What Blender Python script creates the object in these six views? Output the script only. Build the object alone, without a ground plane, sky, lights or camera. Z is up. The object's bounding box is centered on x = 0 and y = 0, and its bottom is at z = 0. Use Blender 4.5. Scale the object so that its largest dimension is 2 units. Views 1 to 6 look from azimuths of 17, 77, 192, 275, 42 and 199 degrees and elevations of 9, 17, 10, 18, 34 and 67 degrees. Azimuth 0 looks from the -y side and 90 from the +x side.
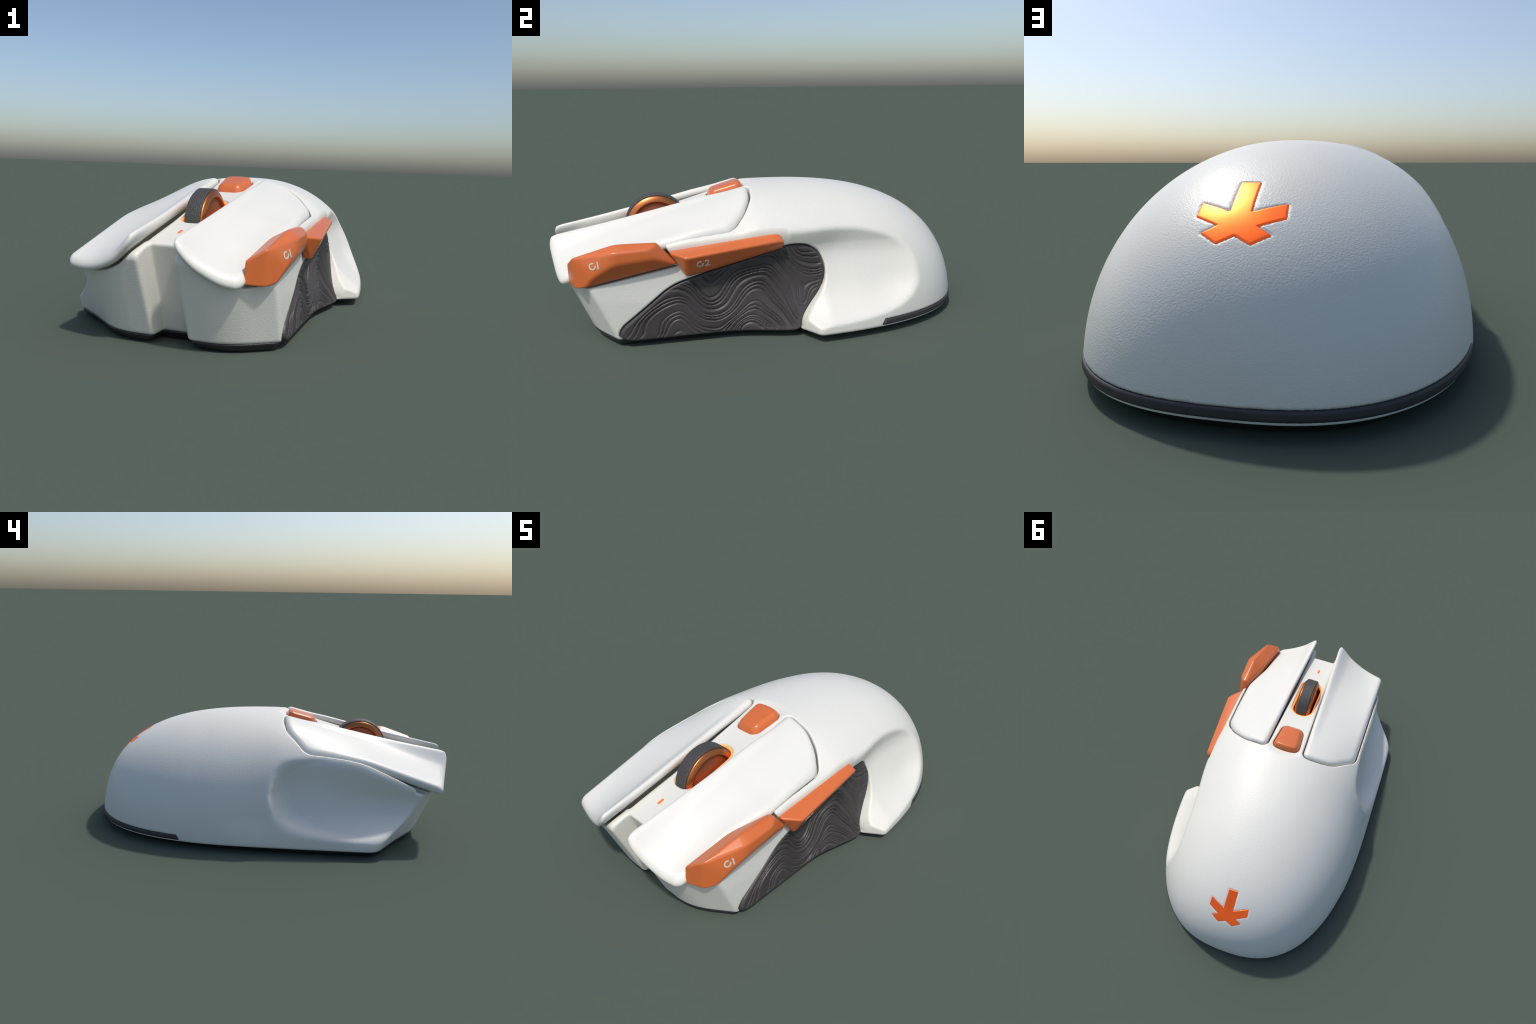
# A white gaming mouse with orange side buttons, built from implicit solids
# (distance functions composed with rounded unions / cuts) that are meshed here.
import math
import numpy as np

# ------------------------------------------------------------------ helpers
def curve(points, soft=0.03):
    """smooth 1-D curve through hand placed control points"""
    pts = np.array(points, float)
    lo, hi = pts[0, 0] - 0.3, pts[-1, 0] + 0.3
    xs = np.linspace(lo, hi, 1201)
    # linear extension at both ends
    ys = np.interp(xs, pts[:, 0], pts[:, 1])
    s0 = (pts[1, 1] - pts[0, 1]) / (pts[1, 0] - pts[0, 0])
    s1 = (pts[-1, 1] - pts[-2, 1]) / (pts[-1, 0] - pts[-2, 0])
    ys = np.where(xs < pts[0, 0], pts[0, 1] + s0 * (xs - pts[0, 0]), ys)
    ys = np.where(xs > pts[-1, 0], pts[-1, 1] + s1 * (xs - pts[-1, 0]), ys)
    step = xs[1] - xs[0]
    n = int(4 * soft / step) + 1
    k = np.exp(-0.5 * (np.arange(-n, n + 1) * step / soft) ** 2)
    k /= k.sum()
    pad = np.concatenate([ys[0] + (np.arange(-n, 0)) * step * s0, ys, ys[-1] + np.arange(1, n + 1) * step * s1])
    ys = np.convolve(pad, k, mode="valid")
    return lambda v: np.interp(v, xs, ys)


def smax(a, b, k):
    h = np.maximum(k - np.abs(a - b), 0.0) / k
    return np.maximum(a, b) + h * h * k * 0.25


def smin(a, b, k):
    return -smax(-a, -b, k)


def step01(t):
    t = np.clip(t, 0.0, 1.0)
    return t * t * (3 - 2 * t)


def softplus(t, k):
    return smax(t, np.zeros_like(t), k)


def polygon(px, py, pts):
    """signed distance to a closed polygon (negative inside)"""
    pts = np.array(pts, float)
    d = np.full(px.shape, 1e9)
    s = np.ones(px.shape)
    n = len(pts)
    for i in range(n):
        a, b = pts[i], pts[i - 1]
        ex, ey = b - a
        wx, wy = px - a[0], py - a[1]
        t = np.clip((wx * ex + wy * ey) / (ex * ex + ey * ey), 0, 1)
        bx, by = wx - ex * t, wy - ey * t
        d = np.minimum(d, bx * bx + by * by)
        c1, c2, c3 = py >= a[1], py < b[1], ex * wy > ey * wx
        flip = (c1 & c2 & c3) | (~c1 & ~c2 & ~c3)
        s = np.where(flip, -s, s)
    return s * np.sqrt(d)


def where_near(mask, fn, *arrays):
    """evaluate a costly cut only where it can matter"""
    out = np.full(arrays[0].shape, 1.0)
    if mask.any():
        out[mask] = fn(*[a[mask] for a in arrays])
    return out


def round_poly(pts, r=0.02, rounds=3):
    """corner cutting: rounds a control polygon"""
    pts = [np.array(p, float) for p in pts]
    for _ in range(rounds):
        out = []
        for i, p in enumerate(pts):
            a, b = pts[i - 1], pts[(i + 1) % len(pts)]
            la, lb = np.linalg.norm(a - p), np.linalg.norm(b - p)
            out.append(p + (a - p) / la * min(r, la * 0.3))
            out.append(p + (b - p) / lb * min(r, lb * 0.3))
        pts = out
        r *= 0.4
    return [tuple(p) for p in pts]


# ------------------------------------------------------------------ the body shape
W0, H0 = 0.5925, 0.640                 # half width and height of the palm dome
TAIL = 2.6                            # fullness of the tail
top_drop = curve([(-1.1, 0.330), (-0.97, 0.263), (-0.785, 0.172), (-0.515, 0.054),
                  (-0.42, 0.034), (-0.2, 0.012), (-0.05, 0.001), (0.3, 0.0)], 0.03)


def dome(x, y, z):
    """elliptic sections that shrink towards the tail; approximate signed distance"""
    zz = np.maximum(z + top_drop(np.minimum(y, 0.2)) + 0.014 * step01(x / 0.3) * step01((-0.08 - y) / 0.12), 0.0) / H0
    waist = 0.032 * np.exp(-((y - 0.04) / 0.17) ** 2) * step01(-x / 0.3) * step01((z - 0.05) / 0.15)
    u = np.abs(x) * (1 + waist) / W0
    p = 2.30 - 0.20 * step01((y + 0.1) / 0.5)      # square shoulders by the buttons, rounder tail
    g = (u ** p + zz ** p) ** (1 / p) + 1e-9
    v = np.clip(y, 0.0, None) * 1.003
    q = (g ** TAIL + v ** TAIL) ** (1 / TAIL)
    dg = (g / q) ** (TAIL - 1)
    dv = (v / q) ** (TAIL - 1)
    gx = dg * (u / g) ** (p - 1) / W0
    gz = dg * (zz / g) ** (p - 1) / H0
    return (q - 1.0) / np.sqrt(gx * gx + gz * gz + dv * dv + 0.05)


def front_face(x, y, z):
    yf = -0.84 - 0.40 * (z - 0.035) + 0.07 * step01((-x - 0.25) / 0.2) * (0.27 - np.clip(z, 0.05, 0.35)) + 0.70 * softplus(np.abs(x) - 0.235, 0.08)
    return (yf - y) / 1.2


def thumb_wall(y, z):
    """x of the concave thumb rest wall behind the grip"""
    t = np.clip((0.40 - z) / 0.33, 0, 1.15)
    w = step01((y - 0.08) / 0.14)
    hollow = (0.018 * np.exp(-((z - 0.37) / 0.085) ** 2) * step01((y - 0.08) / 0.2)
              + 0.012 * np.exp(-((z - 0.20) / 0.09) ** 2) * step01((y - 0.35) / 0.2))
    ledge = 0.175 * t ** 2.9
    return (0.399 + 0.03 * t + (0.145 * t ** 5 * (1 - w) + ledge * w) + 0.09 * np.clip((y - 0.25) / 0.5, 0, 1.4) ** 4
            + 0.028 * step01((z - 0.36) / 0.12) * (1 - step01((y - 0.05) / 0.35)) - hollow)


def side_wall(y, z):
    """x of the flat thumb side wall in front of the thumb rest"""
    return (0.413 + 0.02 * np.clip(y + 0.6, -0.4, 0.7)
            + 0.045 * step01((y + 0.08) / 0.18) * step01((0.22 - z) / 0.17))


scoop_wall = curve([(0.0, 0.66), (0.04, 0.630), (0.085, 0.592), (0.11, 0.555), (0.14, 0.522), (0.17, 0.494), (0.20, 0.472), (0.28, 0.443),
                    (0.35, 0.430), (0.45, 0.427), (0.6, 0.427)], 0.014)
scoop_end = curve([(0.0, -0.62), (0.08, -0.30), (0.096, -0.226), (0.128, -0.143), (0.163, -0.092), (0.213, -0.058), (0.30, -0.032),
                   (0.37, -0.042), (0.42, -0.056), (0.46, -0.09), (0.48, -0.14), (0.51, -0.26), (0.6, -0.6)], 0.012)


def hull(x, y, z):
    """outer body without button pockets"""
    b = dome(x, y, z)
    b = smax(b, front_face(x, y, z), 0.03)
    # finger scoop on the far side
    deep = 0.046 * step01((-0.22 - y) / 0.45) * np.exp(-((z - 0.225) / 0.10) ** 2)
    slope = (scoop_end(z + 0.01) - scoop_end(z - 0.01)) / 0.02
    cut = smax((x + scoop_wall(z) - deep) * 0.80, (y - scoop_end(z)) / np.sqrt(1 + slope * slope), 0.10)
    b = smax(b, -cut, 0.022 + 0.016 * step01((y + 0.36) / 0.26))
    # thumb rest
    b = smax(b, (x - thumb_wall(y, z)) * 0.9, 0.014)
    cut = np.maximum(side_wall(y, z) - x, (y - 0.07 - (x - 0.479) * 0.68) / 1.2)
    b = smax(b, -cut, 0.016)
    # notch between the two front lobes
    yb = -0.755 - 0.35 * (z - 0.035)
    cut = smax(np.abs(x) - 0.066 - 0.06 * np.clip(yb - y, -0.2, 0.2), (y - yb) / 1.06, 0.012)
    b = smax(b, -cut, 0.016)
    return b


# ------------------------------------------------------------------ main button plates
plate_in = curve([(-1.05, 0.412), (-0.5, 0.542), (-0.09, 0.640), (0.05, 0.665)], 0.02)
plate_out = curve([(-1.05, 0.300), (-0.91, 0.345), (-0.69, 0.415), (-0.529, 0.466), (-0.384, 0.489),
                   (-0.22, 0.505), (0.0, 0.520)], 0.03)
plate_bulge = curve([(-1.05, -0.040), (-0.9, -0.032), (-0.65, -0.012), (-0.4, 0.006), (-0.1, 0.030)], 0.04)


def plate_top(x, y):
    t = np.clip((np.abs(x) - 0.1) / 0.29, -0.15, 1.15)
    zi, zo = plate_in(y), plate_out(y)
    low = 0.010 * step01((x - 0.16) / 0.14) * step01((-0.30 - y) / 0.2)
    low = low + 0.010 * step01((x - 0.05) / 0.2) * step01((-0.7 - y) / 0.2)
    lip = 0.014 * step01((0.165 - np.abs(x)) / 0.08) * (1 - step01((y + 0.35) / 0.2))
    return zi + (zo - zi) * t + plate_bulge(y) * 4 * t * (1 - t) - low + lip


PRIMARY = round_poly([(0.077, -0.984), (0.092, -1.006), (0.15, -0.990), (0.25, -0.964), (0.316, -0.940), (0.335, -0.70),
                      (0.386, -0.52), (0.388, -0.20), (0.32, -0.135), (0.235, -0.095), (0.108, -0.082)], 0.018, 2)
SECONDARY = round_poly([(-0.072, -0.984), (-0.087, -1.006), (-0.15, -0.990), (-0.25, -0.964), (-0.35, -0.938), (-0.398, -0.924), (-0.396, -0.5),
                        (-0.394, -0.205), (-0.28, -0.105), (-0.20, -0.086), (-0.108, -0.082)], 0.018, 2)
PLATE_THICK = 0.052


def plate(poly, x, y, z):
    d2 = polygon(x, y, poly)
    t = plate_top(x, y)
    d = smax((z - t) / 1.1, (t - PLATE_THICK - z) / 1.1, 0.012)
    return smax(d2, d, 0.032)


def channel_z(y):
    return 0.438 + 0.274 * (y + 0.765)


def channel_half(y):
    return 0.088 + 0.022 * np.clip((y + 0.88) / 0.8, 0, 1.2)


WHEEL_Y, WHEEL_Z, WHEEL_R = -0.512, 0.448, 0.151


def wheel_slot(x, y):
    qx, qy = np.abs(x) - 0.066 + 0.062, np.abs(y + 0.517) - 0.148 + 0.062
    return np.hypot(np.maximum(qx, 0), np.maximum(qy, 0)) + np.minimum(np.maximum(qx, qy), 0) - 0.062


BACK_BUTTON = round_poly([(0.060, -0.258), (-0.060, -0.258), (-0.075, -0.104), (-0.035, -0.092),
                          (0.035, -0.092), (0.075, -0.104)], 0.018, 3)

GRIP = round_poly([(-0.722, 0.075), (-0.695, 0.028), (-0.4, 0.030), (-0.05, 0.030), (0.088, 0.030), (0.084, 0.075), (0.13, 0.135),
                   (0.195, 0.205), (0.218, 0.275), (0.205, 0.335), (0.165, 0.388), (0.09, 0.415), (0.0, 0.400),
                   (-0.156, 0.358), (-0.356, 0.303), (-0.483, 0.264), (-0.596, 0.173)], 0.03, 2)


def grip_wall(y, z):
    t = np.clip((0.40 - z) / 0.33, 0, 1.15)
    rear = 0.398 + 0.034 * t + 0.047 * t ** 3
    front = 0.413 + 0.02 * np.clip(y + 0.6, -0.4, 0.7) + 0.012 * step01((0.2 - z) / 0.2)
    front = front - 0.022 * step01((y + 0.62) / 0.35) * np.exp(-((z - 0.27) / 0.10) ** 2)
    w = step01((y + 0.25) / 0.38)
    return front * (1 - w) + rear * w


def shell(x, y, z):
    b = hull(x, y, z)
    b = smax(b, 0.034 - z, 0.016)
    t = plate_top(x, y)
    for poly in (PRIMARY, SECONDARY):
        far = [(p[0], p[1] - 0.15 if p[1] < -0.9 else p[1]) for p in poly]
        c = where_near((y < 0) & (z > 0.2), lambda x, y, z, t: smax(polygon(x, y, far) - 0.006, (t - 0.066 - z) / 1.1, 0.01),
                       x, y, z, t)
        b = smax(b, -c, 0.007)
    # open front end of the far rim
    c = np.maximum(np.maximum(x + 0.36, y + 0.79), (t - 0.075 - z) / 1.1)
    b = smax(b, -c, 0.02)
    # seat of the front thumb button
    line = 0.279 + 0.187 * (y + 0.836)
    c = np.maximum(np.maximum(0.30 - x, (line - z)), y + 0.494 - 0.545 * (0.44 - z))
    b = smax(b, -c, 0.010)
    # centre channel
    hw = channel_half(y)
    zc = channel_z(y)
    c = smax(np.abs(x) - 0.118, y + 0.052, 0.12)
    c = smax(c, zc - z, 0.03)
    b = smax(b, -c, 0.014)
    trench = smax(np.abs(np.abs(x) - hw - 0.052) - 0.050, np.maximum(zc - 0.12 - z, np.maximum(y + 0.13, -0.86 - y)), 0.01)
    b = smax(b, -trench, 0.012)
    # wheel slot, rear button seat
    b = smax(b, -np.maximum(wheel_slot(x, y), 0.30 - z), 0.008)
    seat = where_near((np.abs(x) < 0.12) & (np.abs(y + 0.18) < 0.14) & (z > 0.5),
                      lambda x, y, z, zc: np.maximum(polygon(x, y, BACK_BUTTON) - 0.006, zc - 0.02 - z), x, y, z, zc)
    b = smax(b, -seat, 0.006)
    # grip recess
    c = where_near((x > 0.3) & (y < 0.3) & (z < 0.47),
                   lambda x, y, z: np.maximum(polygon(y, z, GRIP) - 0.004, grip_wall(y, z) - 0.03 - x), x, y, z)
    b = smax(b, -c, 0.008)
    return b


def swirl(y, z):
    """contour field of the grip: a wavy slope with two knolls"""
    h = np.where(y < -0.11, 0.055 * np.cos(2 * math.pi * (y + 0.11) / 0.40), 0.055 - 5.0 * (y + 0.11) ** 2)
    h = smax(h, np.full_like(h, -0.13), 0.08)
    f = z - h + 0.25 * np.clip(-0.45 - y, 0, 1)
    f += 0.060 * np.exp(-((y + 0.57) / 0.10) ** 2 - ((z - 0.04) / 0.06) ** 2)
    f += 0.075 * np.exp(-((y - 0.10) / 0.045) ** 2 - ((z - 0.15) / 0.07) ** 2)
    f -= 0.050 * np.exp(-((y + 0.17) / 0.10) ** 2 - ((z - 0.06) / 0.05) ** 2)
    f += 0.022 * np.sin(13 * y + 8 * z + 0.5) * np.sin(15 * z - 7 * y + 0.4) + 0.009 * np.sin(23 * y + 12 * z) + 0.006 * np.sin(41 * y - 19 * z)
    return f


def grip_relief(y, z):
    f = swirl(y, z) * 38.0
    f = f + 0.33 * np.sin(1.9 * f + 0.7) + 0.2 * np.sin(0.77 * f)
    w = f - np.floor(f)
    saw = np.where(w < 0.82, w / 0.82, 1 - step01((w - 0.82) / 0.18)) - 0.5
    groove = np.exp(-((np.abs(w - 0.5) - 0.5) / 0.11) ** 2)
    soft = 0.45 + 0.55 * step01(0.5 + 0.9 * np.sin(9 * y + 14 * z + 1.0) * np.cos(13 * y - 6 * z))
    return (0.0065 * saw - 0.0042 * groove) * soft


def grip(x, y, z):
    d2 = polygon(y, z, GRIP)
    fade = step01(-d2 / 0.03)
    front = x - grip_wall(y, z) - 0.001 - fade * grip_relief(y, z)
    d = smax(d2, front * 0.85, 0.014)
    return np.maximum(d, grip_wall(y, z) - 0.026 - x)


def base_plate(x, y, z):
    h = hull(x, y, np.full_like(z, 0.06))
    rear = 0.015 * step01((y + 0.2) / 0.5)
    d = h + 0.010 + rear + 0.7 * np.maximum(0.03 - z, 0)
    d = np.maximum(d, x - side_wall(y, 0.05) - 0.006 + 0.7 * np.maximum(0.03 - z, 0))
    return smax(smax(d, -z, 0.012), z - 0.038, 0.006)


def rear_strip(x, y, z):
    d = dome(x, y, z)
    s = np.maximum(d - 0.0035, -d - 0.02)
    s = smax(s, np.maximum(z - 0.070, 0.045 - z), 0.005)
    return np.maximum(s, 0.455 - y - 0.6 * (0.045 - z) - 0.008)


# ---EMB---
EMBLEM_HALF = [(0.025, 0.0), (0.026, 0.1126), (0.103, 0.0757), (0.106, 0.1237), (0.047, 0.1555),
               (0.081, 0.176), (0.039, 0.2057)]
EMBLEM = EMBLEM_HALF + [(0.0, 0.1836)] + [(-a, b) for a, b in EMBLEM_HALF[::-1]]


def emblem(x, y, z):
    q = (y - 0.72) * 0.774 - (z - 0.521) * 0.633
    d = dome(x, y, z)
    return smax(polygon(x, q, EMBLEM), np.maximum(d - 0.0012, -d - 0.012), 0.003)


def emblem_seat(x, y, z):
    q = (y - 0.72) * 0.774 - (z - 0.521) * 0.633
    return np.maximum(polygon(x, q, EMBLEM) - 0.0012, -dome(x, y, z) - 0.003)


def indicator(x, y, z):
    d = np.hypot(x * 1.0, np.maximum(np.abs(y + 0.765) - 0.011, 0)) - 0.0055
    return np.maximum(d, np.abs(z - channel_z(y)) - 0.0025)


def back_button(x, y, z):
    top = channel_z(y) + 0.030 + 0.10 * np.clip(-0.10 - y, 0, 0.2) * 0 - 0.6 * x * x
    taper = 0.35 * np.clip(z - channel_z(y), -0.02, 0.05)
    d = smax(polygon(x, y, BACK_BUTTON) + taper, (z - top) / 1.04, 0.016)
    return np.maximum(d, channel_z(y) - 0.018 - z)


def slot_glow(x, y, z):
    d = wheel_slot(x, y)
    d = np.maximum(d - 0.001, -d - 0.008)
    return np.maximum(d, np.maximum(channel_z(y) - 0.030 - z, z - channel_z(y) + 0.008))


def full_shell(x, y, z):
    b = smax(shell(x, y, z), -where_near((np.abs(x) < 0.15) & (y > 0.65) & (z > 0.3), emblem_seat, x, y, z), 0.003)
    d = dome(x, y, z)
    groove = np.maximum(np.maximum(-d - 0.006, np.maximum(z - 0.072, 0.043 - z)), 0.452 - y - 0.6 * (0.045 - z) - 0.008)
    return smax(b, -groove, 0.003)


# ------------------------------------------------------------------ meshing (surface nets)
def mesh_field(f, lo, hi, h, project=2):
    lo = np.array(lo, float)
    hi = np.array(hi, float)
    B = 4
    nb = np.ceil((hi - lo) / (h * B)).astype(int)
    n = nb * B
    cc = [lo[i] + (np.arange(nb[i]) + 0.5) * B * h - 0.5 * h for i in range(3)]
    C = np.stack(np.meshgrid(*cc, indexing="ij"), -1).reshape(-1, 3)
    fc = f(C[:, 0], C[:, 1], C[:, 2])
    act = (np.abs(fc) < 1.7 * B * h).reshape(nb)
    grid = np.repeat(np.repeat(np.repeat(np.sign(fc).reshape(nb), B, 0), B, 1), B, 2).astype(np.float32)
    bi = np.argwhere(act)
    off = np.stack(np.meshgrid(*[np.arange(B)] * 3, indexing="ij"), -1).reshape(-1, 3)
    idx = (bi[:, None, :] * B + off[None]).reshape(-1, 3)
    P = lo + idx * h
    grid[idx[:, 0], idx[:, 1], idx[:, 2]] = f(P[:, 0], P[:, 1], P[:, 2])
    neg = grid < 0
    cnt = np.zeros(n - 1, np.int8)
    sl = lambda o: tuple(slice(o[k], n[k] - 1 + o[k]) for k in range(3))
    for o in off[(off < 2).all(1)]:
        cnt += neg[sl(o)]
    cells = np.argwhere((cnt > 0) & (cnt < 8))
    vid = np.full(n - 1, -1, np.int64)
    vid[cells[:, 0], cells[:, 1], cells[:, 2]] = np.arange(len(cells))
    acc = np.zeros((len(cells), 3))
    num = np.zeros(len(cells))
    g = lambda o: grid[cells[:, 0] + o[0], cells[:, 1] + o[1], cells[:, 2] + o[2]].astype(float)
    for ax in range(3):
        for p in range(2):
            for q in range(2):
                o = [0, 0, 0]
                o[(ax + 1) % 3], o[(ax + 2) % 3] = p, q
                a = g(o)
                o2 = list(o)
                o2[ax] = 1
                b = g(o2)
                m = (a < 0) != (b < 0)
                t = np.where(m, a / np.where(m, a - b, 1), 0)
                pt = np.tile(np.array(o, float), (len(cells), 1))
                pt[:, ax] = t
                acc[m] += pt[m]
                num[m] += 1
    V = lo + (cells + acc / num[:, None]) * h
    quads = []
    for ax in range(3):
        u, w = (ax + 1) % 3, (ax + 2) % 3
        a = [slice(None)] * 3
        b = [slice(None)] * 3
        a[ax], b[ax] = slice(0, n[ax] - 1), slice(1, n[ax])
        ch = neg[tuple(a)] != neg[tuple(b)]
        e = np.argwhere(ch)
        e = e[(e[:, u] > 0) & (e[:, w] > 0) & (e[:, u] < n[u] - 1) & (e[:, w] < n[w] - 1)]
        inside = neg[e[:, 0], e[:, 1], e[:, 2]]
        ring = []
        for du, dw in ((-1, -1), (0, -1), (0, 0), (-1, 0)):
            c = e.copy()
            c[:, u] += du
            c[:, w] += dw
            ring.append(vid[c[:, 0], c[:, 1], c[:, 2]])
        q = np.stack(ring, 1)
        q[~inside] = q[~inside][:, ::-1]
        quads.append(q)
    Q = np.concatenate(quads)
    Q = Q[(Q >= 0).all(1)]
    for _ in range(project):
        e = 0.25 * h
        x, y, z = V.T
        f0 = f(x, y, z)
        G = np.stack([f(x + e, y, z) - f(x - e, y, z), f(x, y + e, z) - f(x, y - e, z),
                      f(x, y, z + e) - f(x, y, z - e)], 1) / (2 * e)
        L = np.maximum((G * G).sum(1), 0.09)
        s = -(f0 / L)[:, None] * G
        m = np.linalg.norm(s, axis=1, keepdims=True)
        V = V + s * np.minimum(1, 0.6 * h / np.maximum(m, 1e-9)) * 0.9
    return V, Q


import bpy
import bmesh
from mathutils import Vector, Matrix
from mathutils.bvhtree import BVHTree

for o in list(bpy.data.objects):
    bpy.data.objects.remove(o)

root = bpy.data.objects.new("computer_mouse", None)
bpy.context.scene.collection.objects.link(root)
root["label"] = "white gaming mouse with orange side buttons and dark grip"
root["category"] = "computer mouse"


def link(name, me, mat, parent=None):
    ob = bpy.data.objects.new(name, me)
    bpy.context.scene.collection.objects.link(ob)
    ob.parent = parent or root
    me.materials.clear()
    me.materials.append(mat)
    return ob


def part_from_field(name, f, lo, hi, h, mat, parent=None, project=2, smooth=0):
    V, Q = mesh_field(f, lo, hi, h, project)
    me = bpy.data.meshes.new(name)
    me.vertices.add(len(V))
    me.vertices.foreach_set("co", V.astype(np.float32).ravel())
    me.loops.add(len(Q) * 4)
    me.loops.foreach_set("vertex_index", Q.astype(np.int32).ravel())
    me.polygons.add(len(Q))
    me.polygons.foreach_set("loop_start", np.arange(0, len(Q) * 4, 4, dtype=np.int32))
    me.update(calc_edges=True)
    me.validate()
    if smooth:
        bm = bmesh.new()
        bm.from_mesh(me)
        for _ in range(smooth):
            bmesh.ops.smooth_vert(bm, verts=bm.verts, factor=0.4, use_axis_x=True, use_axis_y=True, use_axis_z=True)
        bm.to_mesh(me)
        bm.free()
    me.polygons.foreach_set("use_smooth", np.ones(len(me.polygons), bool))
    me.update()
    return link(name, me, mat, parent)


# ------------------------------------------------------------------ materials
def material(name, color, rough=0.45, metallic=0.0, grain=0.0, grain_scale=140.0, spec=0.5, tint=0.0,
             emission=0.0, emission_color=None, coat=0.0, detail=2.0, voronoi=False):
    m = bpy.data.materials.new(name)
    m.use_nodes = True
    nt = m.node_tree
    p = nt.nodes["Principled BSDF"]
    p.inputs["Roughness"].default_value = rough
    p.inputs["Metallic"].default_value = metallic
    p.inputs["Specular IOR Level"].default_value = spec
    p.inputs["Coat Weight"].default_value = coat
    co = nt.nodes.new("ShaderNodeTexCoord")
    nz = nt.nodes.new("ShaderNodeTexNoise")
    nz.inputs["Scale"].default_value = 7.0
    nz.inputs["Detail"].default_value = 4.0
    nt.links.new(co.outputs["Object"], nz.inputs["Vector"])
    ramp = nt.nodes.new("ShaderNodeValToRGB")
    c = Vector(color)
    ramp.color_ramp.elements[0].position = 0.3
    ramp.color_ramp.elements[1].position = 0.7
    ramp.color_ramp.elements[0].color = (*(c * (1 - tint)), 1)
    ramp.color_ramp.elements[1].color = (*(c * (1 + tint)), 1)
    nt.links.new(nz.outputs["Fac"], ramp.inputs["Fac"])
    nt.links.new(ramp.outputs["Color"], p.inputs["Base Color"])
    if grain:
        if voronoi:
            g = nt.nodes.new("ShaderNodeTexVoronoi")
            out = "Distance"
        else:
            g = nt.nodes.new("ShaderNodeTexNoise")
            g.inputs["Detail"].default_value = detail
            out = "Fac"
        g.inputs["Scale"].default_value = grain_scale
        nt.links.new(co.outputs["Object"], g.inputs["Vector"])
        bp = nt.nodes.new("ShaderNodeBump")
        bp.inputs["Strength"].default_value = grain
        bp.inputs["Distance"].default_value = 0.004
        nt.links.new(g.outputs[out], bp.inputs["Height"])
        nt.links.new(bp.outputs["Normal"], p.inputs["Normal"])
    if emission:
        p.inputs["Emission Color"].default_value = (*(emission_color or color), 1)
        p.inputs["Emission Strength"].default_value = emission
    return m


WHITE = material("white_satin_plastic", (0.712, 0.703, 0.638), 0.42, grain=0.24, grain_scale=220, tint=0.008)
PLATE = material("white_button_plastic", (0.715, 0.706, 0.645), 0.40, grain=0.05, grain_scale=260, tint=0.006)
ORANGE = material("orange_gloss_plastic", (0.60, 0.145, 0.040), 0.28, tint=0.02)
RUBBER = material("dark_grip_rubber", (0.053, 0.047, 0.046), 0.48, grain=0.12, grain_scale=220, tint=0.06)
BLACK = material("black_base_plastic", (0.018, 0.018, 0.020), 0.40, tint=0.05)
STRIP = material("dark_strip_plastic", (0.035, 0.034, 0.036), 0.5, tint=0.05)
TYRE = material("tyre_rubber", (0.055, 0.051, 0.049), 0.55, grain=0.5, grain_scale=200, tint=0.05, voronoi=True)
COPPER = material("copper_metal", (0.50, 0.165, 0.055), 0.33, metallic=0.9, tint=0.05)
HUB = material("dark_copper", (0.30, 0.10, 0.045), 0.45, metallic=0.6, tint=0.05)  # copper base colour darkened to offset red glow reflected from the wheel ring
EMBLEM_MAT = material("bright_orange_emblem", (0.92, 0.17, 0.035), 0.36, metallic=1.0, tint=0.02, emission=0.32, emission_color=(1.0, 0.10, 0.016))  # mild emission added so the orange keeps its brightness in shade
GLOW = material("lit_wheel_ring", (1.0, 0.35, 0.08), 0.5, emission=0.75, emission_color=(1.0, 0.25, 0.03))
LED = material("lit_indicator", (0.85, 0.13, 0.03), 0.5, emission=0.35, emission_color=(1.0, 0.20, 0.05))
INK = material("pale_ink", (0.56, 0.54, 0.46), 0.5, tint=0.01)

# ------------------------------------------------------------------ parts from fields
body = part_from_field("shell", full_shell, (-0.63, -1.03, 0.02), (0.63, 1.03, 0.69), 0.0055, WHITE)
part_from_field("primary_button", lambda x, y, z: plate(PRIMARY, x, y, z), (0.05, -1.03, 0.2), (0.43, -0.05, 0.68), 0.0045, PLATE)
part_from_field("secondary_button", lambda x, y, z: plate(SECONDARY, x, y, z), (-0.43, -1.03, 0.2), (-0.05, -0.05, 0.68), 0.0045, PLATE)
part_from_field("thumb_grip", grip, (0.35, -0.75, 0.01), (0.56, 0.25, 0.44), 0.003, RUBBER)
part_from_field("base_plate", base_plate, (-0.63, -0.9, -0.02), (0.63, 1.03, 0.05), 0.006, BLACK)
part_from_field("rear_strip", rear_strip, (-0.63, 0.4, 0.02), (0.63, 1.03, 0.09), 0.0045, STRIP)
part_from_field("emblem", emblem, (-0.13, 0.68, 0.35), (0.13, 0.92, 0.56), 0.0025, EMBLEM_MAT)
part_from_field("profile_button", back_button, (-0.1, -0.29, 0.52), (0.1, -0.07, 0.69), 0.003, ORANGE)
part_from_field("indicator_light", indicator, (-0.02, -0.80, 0.41), (0.02, -0.73, 0.47), 0.0014, LED)
part_from_field("wheel_light_ring", slot_glow, (-0.09, -0.69, 0.29), (0.09, -0.35, 0.58), 0.004, GLOW)


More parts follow.
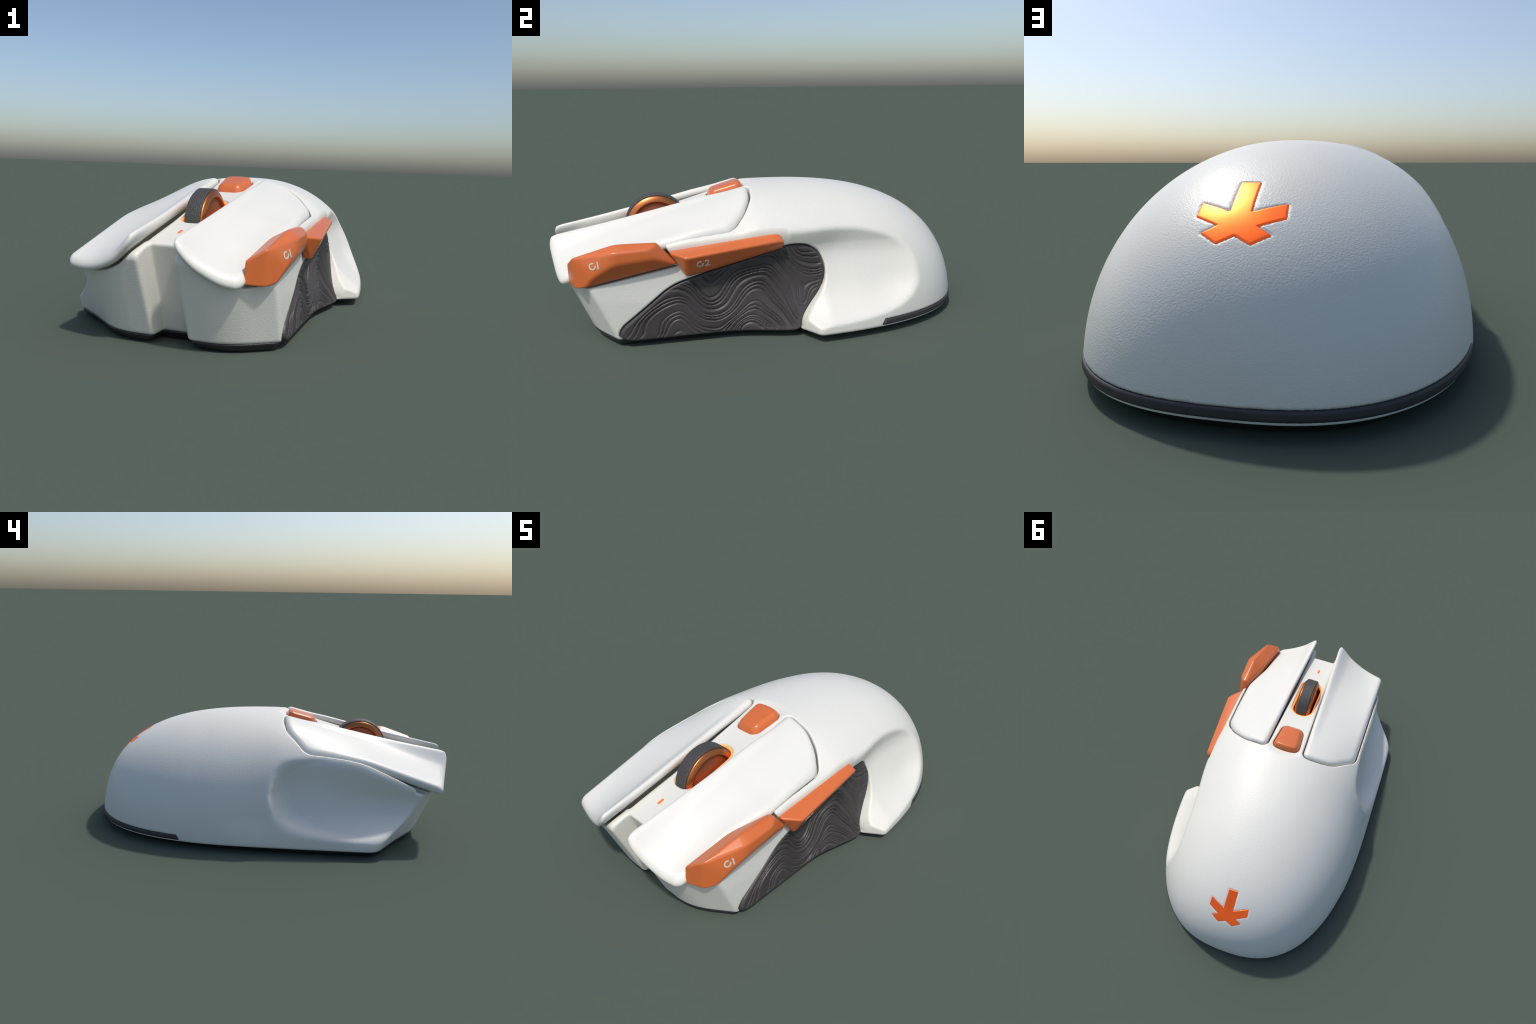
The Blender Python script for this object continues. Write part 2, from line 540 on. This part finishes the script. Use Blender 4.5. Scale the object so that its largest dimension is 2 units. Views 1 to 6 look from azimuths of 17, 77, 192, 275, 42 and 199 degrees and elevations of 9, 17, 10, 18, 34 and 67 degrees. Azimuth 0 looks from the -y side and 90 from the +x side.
# ------------------------------------------------------------------ faceted thumb buttons
def faceted(name, pts, mat, soft):
    """convex block through corner points with softly rounded edges"""
    bm = bmesh.new()
    for p in pts:
        bm.verts.new(p)
    bmesh.ops.convex_hull(bm, input=bm.verts)
    bm.normal_update()
    planes = []
    for f in bm.faces:
        n, c = f.normal.copy(), f.calc_center_median()
        for q in planes:
            if q[0].dot(n) > 0.985:
                break
        else:
            planes.append((n, n.dot(c) + 0.0015 + 0.002 * max(n.x, 0)))
    bm.free()

    def field(x, y, z):
        d = np.full_like(x, -1.0)
        for n, k in planes:
            d = smax(d, n.x * x + n.y * y + n.z * z - k, soft)
        return d
    a = np.array(pts)
    return part_from_field(name, field, a.min(0) - 0.02, a.max(0) + 0.02, 0.003, mat)


front_button = faceted("thumb_button", [
    (0.315, -0.904, 0.366), (0.344, -0.702, 0.433), (0.400, -0.531, 0.463), (0.424, -0.531, 0.463),
    (0.383, -0.873, 0.415), (0.411, -0.699, 0.469), (0.452, -0.709, 0.441), (0.449, -0.557, 0.443),
    (0.430, -0.802, 0.358), (0.455, -0.709, 0.393), (0.450, -0.545, 0.405),
    (0.315, -0.904, 0.288), (0.382, -0.874, 0.282), (0.424, -0.452, 0.369), (0.400, -0.696, 0.325),
    (0.390, -0.452, 0.366), (0.340, -0.70, 0.315), (0.390, -0.46, 0.375)], ORANGE, 0.007)
rear_button = faceted("thumb_button", [
    (0.420, -0.484, 0.421), (0.486, -0.418, 0.409), (0.438, -0.408, 0.312), (0.426, -0.375, 0.312),
    (0.414, -0.010, 0.474), (0.456, -0.002, 0.446), (0.450, 0.012, 0.440), (0.425, 0.012, 0.404),
    (0.402, -0.475, 0.421), (0.402, -0.400, 0.318), (0.402, -0.020, 0.474), (0.402, 0.014, 0.452), (0.402, 0.014, 0.408)], ORANGE, 0.011)


# ------------------------------------------------------------------ lettering on the thumb buttons
def ring_letter(bm, cx, cy, r, w, depth):
    """open round G: an arc with a short hook"""
    n = 40
    prev = None
    for i in range(n + 1):
        a = math.radians(56 + 290 * i / n)
        ring = []
        for rr in (r - w, r):
            for dz in (-depth, depth):
                ring.append(bm.verts.new((cx + rr * math.cos(a), cy + rr * math.sin(a), dz)))
        if prev:
            for i0, i1 in ((0, 1), (1, 3), (3, 2), (2, 0)):
                bm.faces.new((prev[i0], prev[i1], ring[i1], ring[i0]))
        else:
            bm.faces.new((ring[0], ring[1], ring[3], ring[2]))
        prev = ring
    bm.faces.new((prev[0], prev[2], prev[3], prev[1]))
    box(bm, cx + r - w, cy - w * 1.0, cx + r, cy + w * 0.4, depth)


def box(bm, x0, y0, x1, y1, depth):
    m = Matrix.Translation(((x0 + x1) / 2, (y0 + y1) / 2, 0)) @ Matrix.Diagonal((x1 - x0, y1 - y0, depth * 1.9, 1))
    bmesh.ops.create_cube(bm, size=1.0, matrix=m)


def lettering(button, second, y, z, size):
    bm = bmesh.new()
    dep = 0.0022
    ring_letter(bm, 0, 0, 0.5 * size, 0.20 * size, dep)
    if second == "1":
        box(bm, 0.70 * size, -0.5 * size, 0.90 * size, 0.5 * size, dep)
    else:
        cu = bpy.data.curves.new("digit", "FONT")
        cu.body = second
        cu.size = 1.42 * size
        cu.extrude = dep
        cu.offset = 0.035 * size
        tmp = bpy.data.objects.new("digit", cu)
        bpy.context.scene.collection.objects.link(tmp)
        dg = bpy.context.evaluated_depsgraph_get()
        me0 = bpy.data.meshes.new_from_object(tmp.evaluated_get(dg))
        me0.transform(Matrix.Translation((0.62 * size, -0.5 * size, 0)))
        bm.from_mesh(me0)
        bpy.data.objects.remove(tmp)
    me = bpy.data.meshes.new("lettering")
    bm.to_mesh(me)
    bm.free()
    b2 = bmesh.new()
    b2.from_mesh(button.data)
    tree = BVHTree.FromBMesh(b2)
    hit, nrm, _, _ = tree.ray_cast(Vector((1.0, y, z)), Vector((-1, 0, 0)))
    b2.free()
    right = Vector((0, 1, 0.10)) - nrm * nrm.dot(Vector((0, 1, 0.10)))
    right.normalize()
    up = nrm.cross(right)
    M = Matrix((right, up, nrm)).transposed().to_4x4()
    M.translation = hit - nrm * 0.0010
    me.transform(M)
    return link("lettering", me, INK, button)


lettering(front_button, "1", -0.793, 0.387, 0.031)
lettering(rear_button, "2", -0.357, 0.372, 0.032)


# ------------------------------------------------------------------ scroll wheel
def lathe(name, profile, mat, parent, seg=160):
    """profile: (x along axle, radius)"""
    bm = bmesh.new()
    rings = []
    for px, pr in profile:
        rings.append([bm.verts.new((px, WHEEL_Y + pr * math.cos(2 * math.pi * i / seg),
                                    WHEEL_Z + pr * math.sin(2 * math.pi * i / seg))) for i in range(seg)])
    for a, b in zip(rings, rings[1:]):
        for i in range(seg):
            j = (i + 1) % seg
            bm.faces.new((a[i], a[j], b[j], b[i]))
    bmesh.ops.recalc_face_normals(bm, faces=bm.faces)
    me = bpy.data.meshes.new(name)
    bm.to_mesh(me)
    bm.free()
    for f in me.polygons:
        f.use_smooth = True
    me.set_sharp_from_angle(angle=math.radians(40))
    return link(name, me, mat, parent)


R = WHEEL_R
wheel = bpy.data.objects.new("scroll_wheel", None)
bpy.context.scene.collection.objects.link(wheel)
wheel.parent = root
tyre = [(-0.031, R - 0.03), (-0.031, R - 0.004), (-0.0275, R - 0.0005), (-0.012, R), (0.012, R), (0.0275, R - 0.0005),
        (0.031, R - 0.004), (0.031, R - 0.03)]
lathe("tyre", tyre, TYRE, wheel)
half = [(0.028, R - 0.010), (0.032, R - 0.008), (0.035, R - 0.0085), (0.038, R - 0.011), (0.046, R - 0.028), (0.047, R - 0.032),
        (0.045, R - 0.035), (0.036, R - 0.044), (0.036, R - 0.056), (0.043, R - 0.075), (0.043, 0.02), (0.043, 0.0005)]
lathe("rim", [(-a, b) for a, b in half[6::-1]] + half[:7], COPPER, wheel)
hub = [(0.046, R - 0.036)] + half[7:]
lathe("hub", [(-a, b) for a, b in hub[::-1]] + hub, HUB, wheel)
